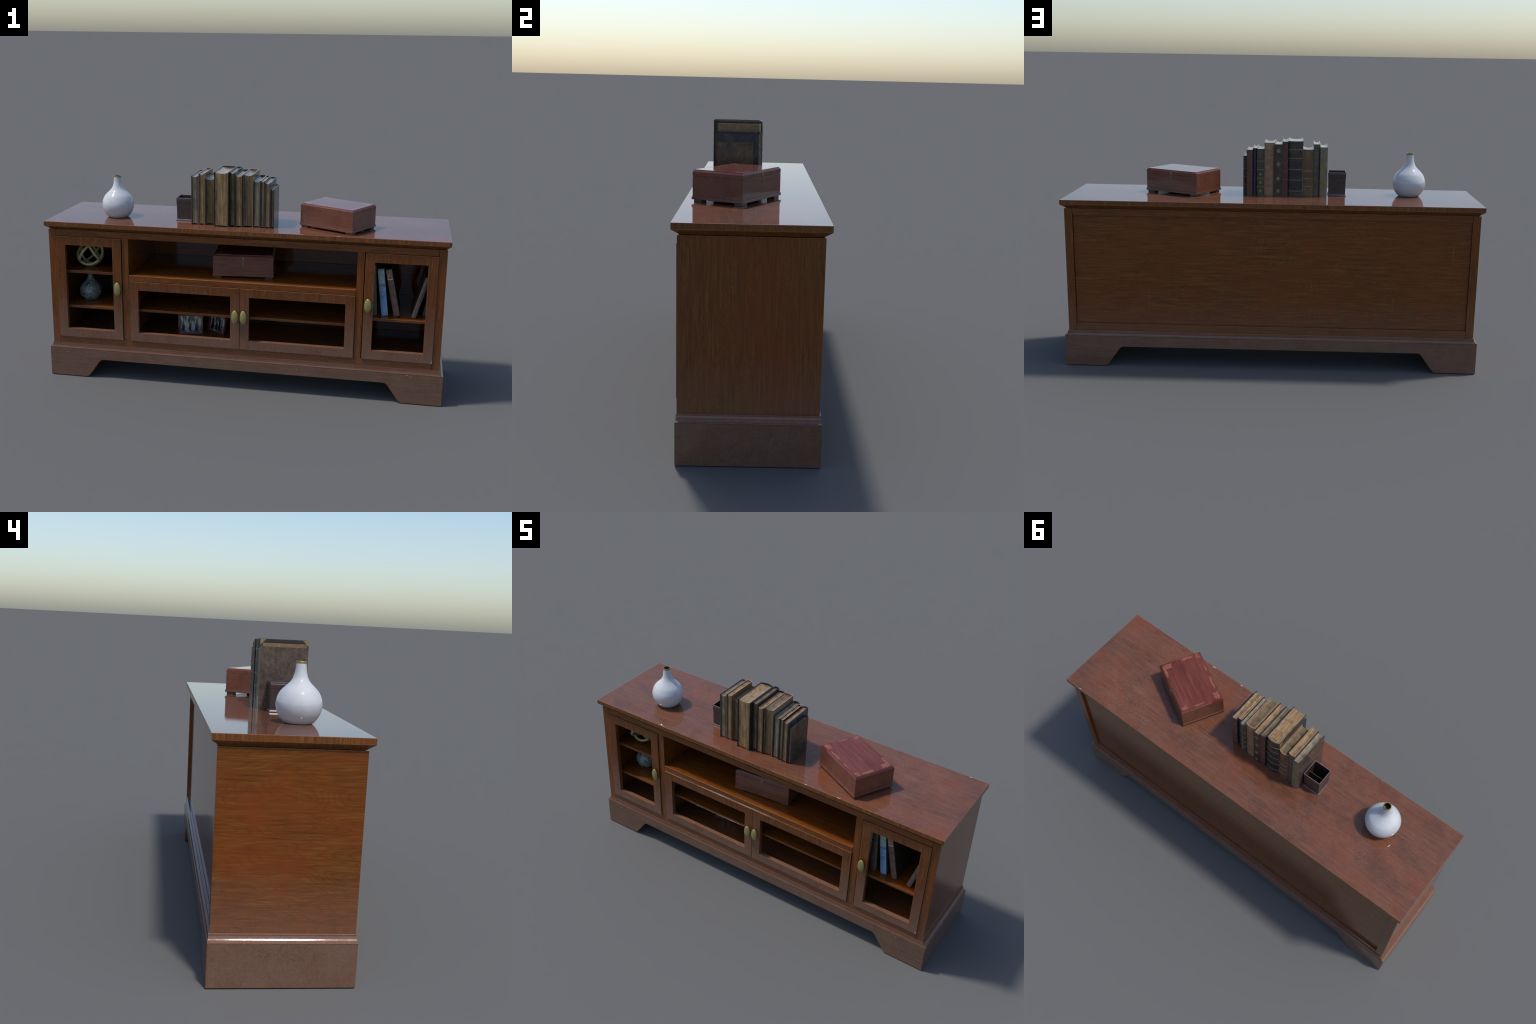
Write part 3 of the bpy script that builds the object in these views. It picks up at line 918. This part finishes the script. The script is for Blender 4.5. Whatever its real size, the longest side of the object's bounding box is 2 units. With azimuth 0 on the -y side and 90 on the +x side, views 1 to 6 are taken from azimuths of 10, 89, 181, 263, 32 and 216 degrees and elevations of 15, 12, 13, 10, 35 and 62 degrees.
def picture_frame(loc, yaw, figures, w=0.128, h=0.102, lean=11):
    M = MAT
    root = empty('picture_frame', loc, 'small wooden frame with faded photograph', 'picture frame', (0, 0, yaw))
    t, b = 0.009, 0.0085
    L = Matrix.Rotation(math.radians(-lean), 4, 'X')
    def tilt(bm):
        bmesh.ops.transform(bm, matrix=L, verts=bm.verts[:])
        return bm
    bm = bmesh.new()
    o = [(-w / 2, 0), (w / 2, 0), (w / 2, h), (-w / 2, h)]
    i = [(-w / 2 + b, b), (w / 2 - b, b), (w / 2 - b, h - b), (-w / 2 + b, h - b)]
    ring = {}
    for nm, pts, yy in (('of', o, 0), ('ob', o, t), ('if', i, 0.0015), ('ib', i, t)):
        ring[nm] = [bm.verts.new((x, yy, z)) for x, z in pts]
    for k in range(4):
        k2 = (k + 1) % 4
        for a, c in (('of', 'if'), ('if', 'ib'), ('ib', 'ob'), ('ob', 'of')):
            bm.faces.new((ring[a][k], ring[a][k2], ring[c][k2], ring[c][k]))
    obj_from_bm(tilt(bm), 'frame', M['frame'], root)
    bm = bmesh.new()
    bm_box(bm, -w / 2 + b - .0005, w / 2 - b + .0005, 0.0045, 0.0075, b - .0005, h - b + .0005)
    photo = obj_from_bm(tilt(bm), 'photograph', M['photo'], root)
    # anonymous standing figures in the print: a head and a coat or gown each
    for fx, tall, wide, mat in figures:
        bm = bmesh.new()
        base = b + 0.008
        body = [(-wide, base), (wide, base), (wide * .75, base + tall * .55), (wide * .45, base + tall * .74), (-wide * .45, base + tall * .74), (-wide * .75, base + tall * .55)]
        head = [(0.0034 * math.cos(q), base + tall * .86 + 0.0042 * math.sin(q)) for q in [2 * math.pi * k / 14 for k in range(14)]]
        for poly in (body, head):
            f = [bm.verts.new((fx + x, 0.0042, z)) for x, z in poly]
            k = [bm.verts.new((fx + x, 0.0047, z)) for x, z in poly]
            bm.faces.new(f)
            for q in range(len(f)):
                bm.faces.new((f[q], k[q], k[(q + 1) % len(f)], f[(q + 1) % len(f)]))
        obj_from_bm(tilt(bm), 'printed_figure', M[mat], photo)
    bm = bmesh.new()
    top = L @ Vector((0, t, h * 0.62))
    foot = Vector((0, top.y + 0.050, 0.0))
    for sx in (-1, 1):
        pass
    a = [bm.verts.new((sx * 0.006, top.y, top.z)) for sx in (-1, 1)] + [bm.verts.new((sx * 0.006, foot.y, 0.0)) for sx in (1, -1)]
    c = [bm.verts.new((v.co.x, v.co.y + 0.003, v.co.z)) for v in a]
    bm.faces.new(a)
    bm.faces.new(c[::-1])
    for k in range(4):
        bm.faces.new((a[k], c[k], c[(k + 1) % 4], a[(k + 1) % 4]))
    obj_from_bm(bm, 'easel_strut', M['latch'], root)


def chips():
    """flaked spots where the finish has come off, raised a hair so they show"""
    rng = random.Random(11)
    root = bpy.data.objects['media_cabinet']
    yd, yp = YD - .0003, -0.2397 - .0003
    # centre, two spanning directions, half sizes
    X, Y, Z = Vector((1, 0, 0)), Vector((0, 1, 0)), Vector((0, 0, 1))
    spots = [((0.9375, yd, 0.2205), X, Z, .0055, .0042), ((0.9405, yd, 0.2285), X, Z, .0012, .0055), ((0.868, yd, 0.236), X, Z, .0016, .0028), ((0.925, yd, 0.251), X, Z, .0012, .0030),
             ((-0.6048, yd, 0.2225), X, Z, .0012, .0070), ((-0.612, yd, 0.2300), X, Z, .0012, .0022), ((-0.090, yd, 0.2540), X, Z, .0014, .0050),
             ((0.828, yp, 0.1480), X, Z, .0065, .0022), ((0.846, yp, 0.1385), X, Z, .0032, .0028), ((0.29, yp, 0.131), X, Z, .0016, .0040), ((-0.905, yp, 0.130), X, Z, .0022, .0022),
             ((0.30, -0.2500, ZT + .0003), X, Y, .010, .0030), ((0.475, -0.2505, ZT + .0003), X, Y, .016, .0026), ((-0.545, -0.2508, ZT + .0003), X, Y, .0035, .0022),
             ((0.905, 0.2585, ZT + .0003), X, Y, .011, .0026), ((0.12, -0.2515, ZT + .0003), X, Y, .004, .0016)]
    for c, a, b, ra, rb in spots:
        bm = bmesh.new()
        c = Vector(c)
        n = a.cross(b)
        if n.y > 0:
            n = -n
        pts = []
        for k in range(18):
            t = 2 * math.pi * k / 18
            w = rng.uniform(.45, .85)
            pts.append(c + a * (ra * w * math.cos(t)) + b * (rb * w * math.sin(t)))
        f = [bm.verts.new(p) for p in pts]
        g = [bm.verts.new(p - n * .0008) for p in pts]
        bm.faces.new(f)
        for k in range(18):
            bm.faces.new((f[k], g[k], g[(k + 1) % 18], f[(k + 1) % 18]))
        obj_from_bm(bm, 'finish_chip', MAT['chip'], root)


# =====================================================================
build_materials()
cabinet()
book_row()
cabinet_books()
keepsake_box((0.4525, -0.0572, ZT), math.radians(-27.8))
keepsake_box((-0.0083, -0.0614, 0.5618), math.radians(180 + 5.7))
vase('white_vase', (-0.672, -0.0578, ZT + .0002), 1.0, MAT['porcelain'], MAT['gilt'], 'white porcelain bottle vase with gilt lip')
vase('patterned_vase', (-0.8290, -0.080, 0.3762), 0.72, MAT['swirl'], MAT['gilt'], 'small bottle vase with blue swirl glaze')
ring_ornament((-0.8155, -0.108, 0.5617))
green_ball((-0.695, 0.030, 0.3762), 0.065)
pen_holder()
picture_frame((-0.294, -0.066, FLOOR + .0005), math.radians(13.3),
              [(-.039, .050, .0085, 'ink'), (-.020, .056, .0095, 'silver'), (-.004, .062, .0055, 'ink'), (.013, .054, .0105, 'silver'), (.030, .053, .0085, 'ink')])
picture_frame((-0.172, -0.0253, FLOOR + .0005), math.radians(-33.7),
              [(-.030, .078, .0085, 'ink'), (-.004, .052, .0070, 'ink'), (.020, .076, .0095, 'ink')])
chips()
